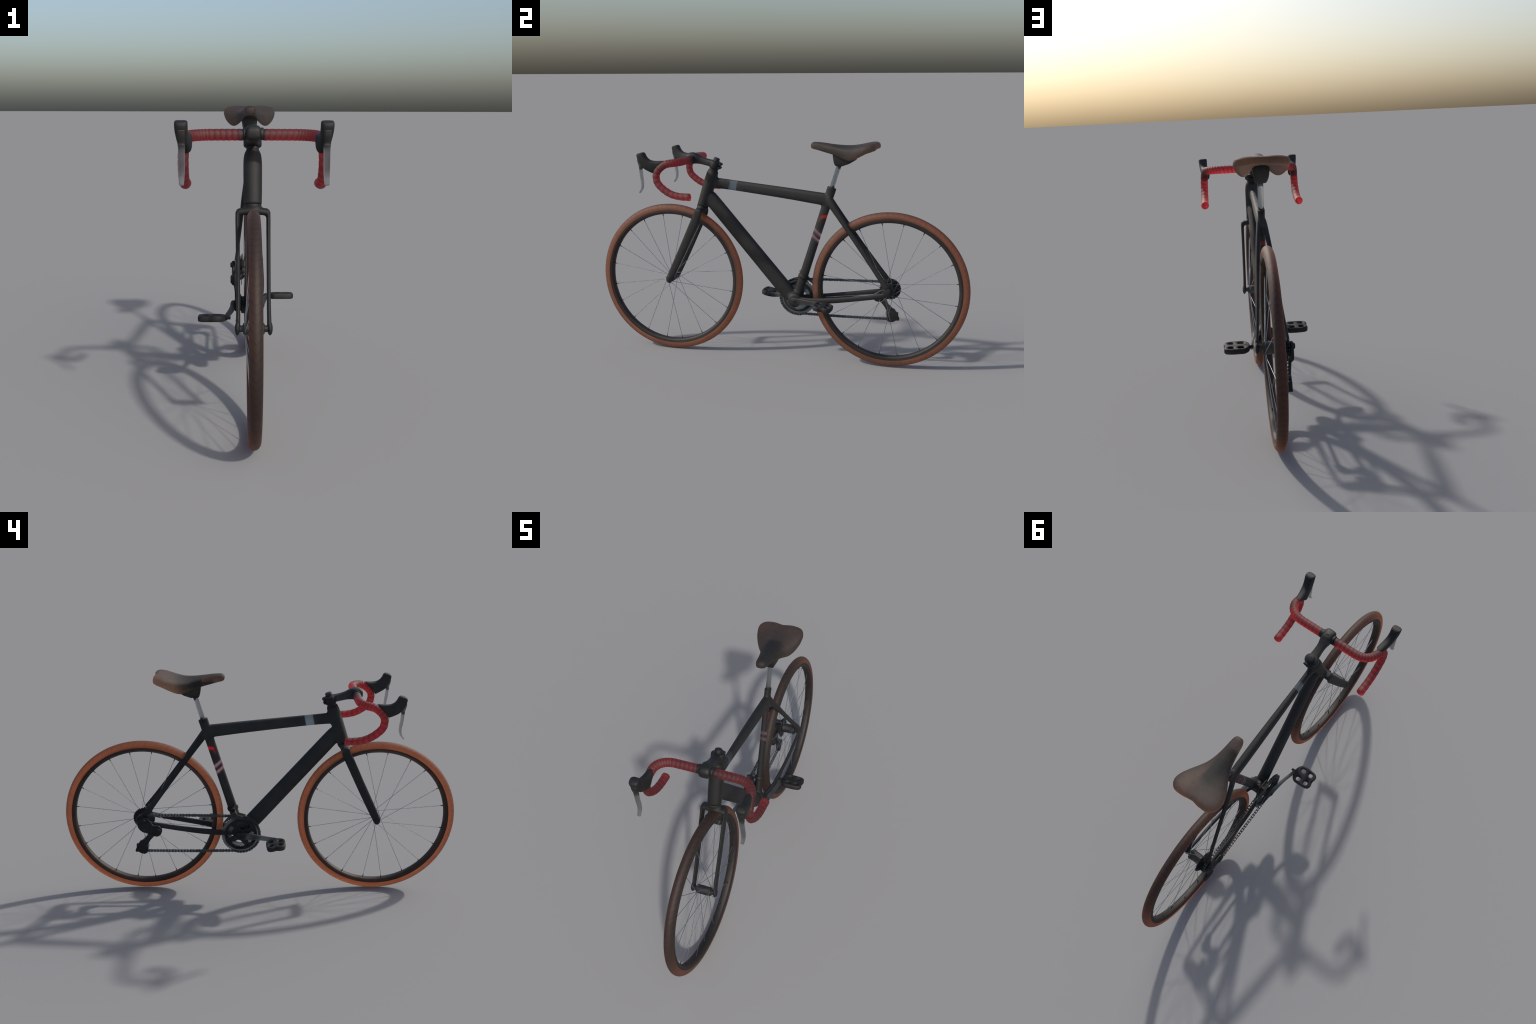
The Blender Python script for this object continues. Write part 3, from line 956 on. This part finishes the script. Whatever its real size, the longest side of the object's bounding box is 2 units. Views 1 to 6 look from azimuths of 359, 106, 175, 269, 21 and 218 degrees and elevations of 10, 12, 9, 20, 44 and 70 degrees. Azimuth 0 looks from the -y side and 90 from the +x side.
def chain_path():
    """Loop of the chain in the yz plane with its x offset."""
    c = (.1015, .3265)
    R = .0975
    pts = [(-.0615, .575, .4395), (-.0610, .545, .4362)]
    pts += [(-.0550, .330, .4322), (-.0520, .160, .4275)]
    for d in range(82, -111, -12):
        a = math.radians(d)
        pts.append((-.0525, c[0] - R * math.cos(a), c[1] + R * math.sin(a)))
    pts += [(-.0545, .330, .2340), (-.0588, .580, .2375), (-.0590, .602, .2390), (-.0590, .618, .2500), (-.0590, .624, .2690), (-.0590, .616, .2870), (-.0588, .598, .2960), (-.0580, .575, .3200), (-.0580, .5640, .3500), (-.0580, .5650, .3850), (-.0590, .600, .3740), (-.0590, .625, .3860), (-.0590, .632, .4100), (-.0590, .615, .4340)]
    return pts


def build_chain():
    P = [Vector(p) for p in chain_path()]
    P.append(P[0].copy())
    acc = [0.0]
    for a, b in zip(P[:-1], P[1:]):
        acc.append(acc[-1] + (b - a).length)
    N = int(round(acc[-1] / .0152 / 2)) * 2
    step = acc[-1] / N

    def at(s):
        s = s % acc[-1]
        i = min(max(int(np.searchsorted(acc, s)), 1), len(P) - 1)
        t = (s - acc[i - 1]) / max(acc[i] - acc[i - 1], 1e-9)
        return P[i - 1].lerp(P[i], t)
    parts, mats = [], []
    for k in range(N):
        a, b = at(k * step), at((k + 1) * step)
        d = (b - a)
        L = d.length
        u = d.normalized()
        w = u.cross(X).normalized()
        xo = .0052 if k % 2 else .0037
        h = .0064 if k % 2 else .0059
        for s in (1, -1):
            rings = []
            for xx in (xo - .0006, xo + .0006):
                loop = []
                for q, r in ((-.0045, 0), (-.0030, .85), (.0, 1), (.3 * L, .95), (.5 * L, .90), (.7 * L, .95), (L, 1), (L + .003, .85), (L + .0045, 0), (L + .003, -.85), (L, -1), (.7 * L, -.95), (.5 * L, -.90), (.3 * L, -.95), (0, -1), (-.0030, -.85)):
                    loop.append(a + u * q + w * (h * r) + X * (s * xx))
                rings.append(loop)
            v, f = skin(rings)
            parts.append((v, f))
            mats += [0] * len(f)
        v, f = lathe([(-.0058, .0030), (.0058, .0030)], a, X, 8)
        parts.append((v, f))
        mats += [1] * len(f)
    V, F = join(parts)
    ob = new_object('chain', V, F, ['chain', 'pin'], ROOT, 40, mats)
    ob['kind'] = 'stuff'


def build_derailleurs():
    # rear changer, hung below the axle on the drive side
    rd = group('rear_derailleur', (-.07, .595, .409), ROOT)

    def sub(parent, name, vf, mat, smooth=45):
        ob = new_object(name, *vf, mat, ROOT, smooth)
        ob.parent = parent
        ob.matrix_parent_inverse = Matrix.Translation(-parent.location)
        return ob
    rd.name = 'derailleur'
    knuckle = smooth_loop([(.6120, .4230), (.5980, .4290), (.5800, .4250), (.5700, .4180), (.5610, .4080), (.5480, .3880), (.5300, .3850), (.5120, .3790), (.5030, .3600), (.5060, .3400), (.5180, .3270), (.5350, .3240), (.5600, .3340), (.5800, .3420), (.6020, .3490), (.6194, .3661), (.6260, .3850), (.6220, .4080)], 4)
    sub(rd, 'derailleur_body', plate([knuckle], -.0810, -.0665, .0050, 4), 'mech')
    sub(rd, 'derailleur_knuckle', lathe([(-.0875, .012), (-.086, .018), (-.081, .0215), (-.062, .0250), (-.055, .0240), (-.053, .016)], (0, .5275, .3520), X, 28), 'mech')
    sub(rd, 'hanger_bolt', lathe([(-.0885, .006), (-.0880, .0095), (-.0855, .0120), (-.080, .0130)], (0, .5960, .409), X, 24), 'mech')
    sub(rd, 'derailleur_arm', blade([(-.069, .542, .345, .0070, .0150), (-.067, .560, .324, .0068, .0130), (-.064, .576, .302, .0062, .0118), (-.062, .590, .276, .0058, .0125)], 20, 2.8, 6, 0.6), 'mech')
    cage = [(.6360, .2755), (.6364, .2558), (.6432, .2420), (.6401, .2336), (.6274, .2344), (.6151, .2260), (.5969, .2217), (.5829, .2276), (.5772, .2445), (.5808, .2697), (.5790, .2835), (.5900, .3000), (.6120, .2880), (.6220, .2760)]
    sub(rd, 'derailleur_cage', plate([cage], -.0675, -.0630, .0012), 'mech')
    sub(rd, 'derailleur_cage', plate([cage], -.0545, -.0505, .0010), 'mech')
    sub(rd, 'derailleur_cage_block', plate([[(.6345, .2740), (.6345, .2560), (.6410, .2415), (.6390, .2350), (.6250, .2360), (.6080, .2270), (.6080, .2740)]], -.0632, -.0543, .0010), 'mech')
    sub(rd, 'jockey_wheel', plate([gear(.0268, .0285, 16, Vector((0, .5990, .2690)), .6), circle(.5990, .2690, .006)], -.0612, -.0565, .0008, 2), 'chain')
    # front changer: band round the seat tube, body and cage over the chainring
    fd = group('derailleur', (-.03, .145, .453), ROOT)
    a = SEAT_LOW + SEAT * .112
    bw = .0095
    S = []
    rings = [ring(a + SEAT * d, X, Vector((0, SEAT.z, -SEAT.y)), .0160 + g, .0235 + g, 32) for d, g in ((-bw, .0005), (-bw, .0032), (-bw * .6, .0048), (bw * .6, .0048), (bw, .0032), (bw, .0005))]
    sub(fd, 'derailleur_band', skin(rings), 'clamp')
    sub(fd, 'band_bolt', rounded_rod((-.027, .1160, .4700), (-.027, .1360, .4740), .0090, 18, .5), 'clamp')
    body = [ball((-.030, .137, .4520), .0125, .0135, .0130), ball((-.037, .1400, .4430), .0100, .0125, .0140), blade([(-.036, .137, .4500, .0085, .0105), (-.046, .132, .4360, .0075, .0110), (-.053, .127, .4270, .0065, .0120)], 18, 2.4, 5, 0.6)]
    sub(fd, 'derailleur_body', join(body), 'clamp', 50)
    sub(fd, 'derailleur_link', rounded_rod((-.047, .1415, .4580), (-.033, .1415, .4580), .0105, 18, .35), 'mech')
    outer = smooth_loop([(.1935, .3925), (.1875, .3880), (.1790, .3965), (.1640, .4085), (.1460, .4190), (.1220, .4250), (.0950, .4255), (.0940, .4300), (.1150, .4380), (.1250, .4480), (.1310, .4550), (.1400, .4500), (.1527, .4379), (.1722, .4201)], 3)
    sub(fd, 'derailleur_cage', plate([outer], -.0660, -.0635, .0008), 'clamp')
    inner = smooth_loop([(.1620, .4080), (.1480, .4160), (.1200, .4240), (.0830, .4190), (.0780, .4220), (.0770, .4310), (.1000, .4380), (.1250, .4470), (.1400, .4420), (.1540, .4260)], 3)
    sub(fd, 'derailleur_cage', plate([inner], -.0400, -.0370, .0008), 'clamp')
    sub(fd, 'derailleur_bridge', rounded_rod((-.0645, .1310, .4440), (-.0380, .1310, .4420), .0055, 12, .3), 'clamp')


def main():
    global ROOT
    make_materials()
    ROOT = group('bicycle', (0, 0, 0), None)
    ROOT['label'] = 'dark road bicycle with red drop handlebar and tan tyres'
    ROOT['category'] = 'bicycle'
    build_frame()
    build_fork()
    build_wheel(FRONT_AXLE, False)
    build_wheel(REAR_AXLE, True)
    build_saddle()
    build_handlebar()
    build_stem()
    build_crankset()
    build_cassette()
    build_chain()
    build_derailleurs()


main()
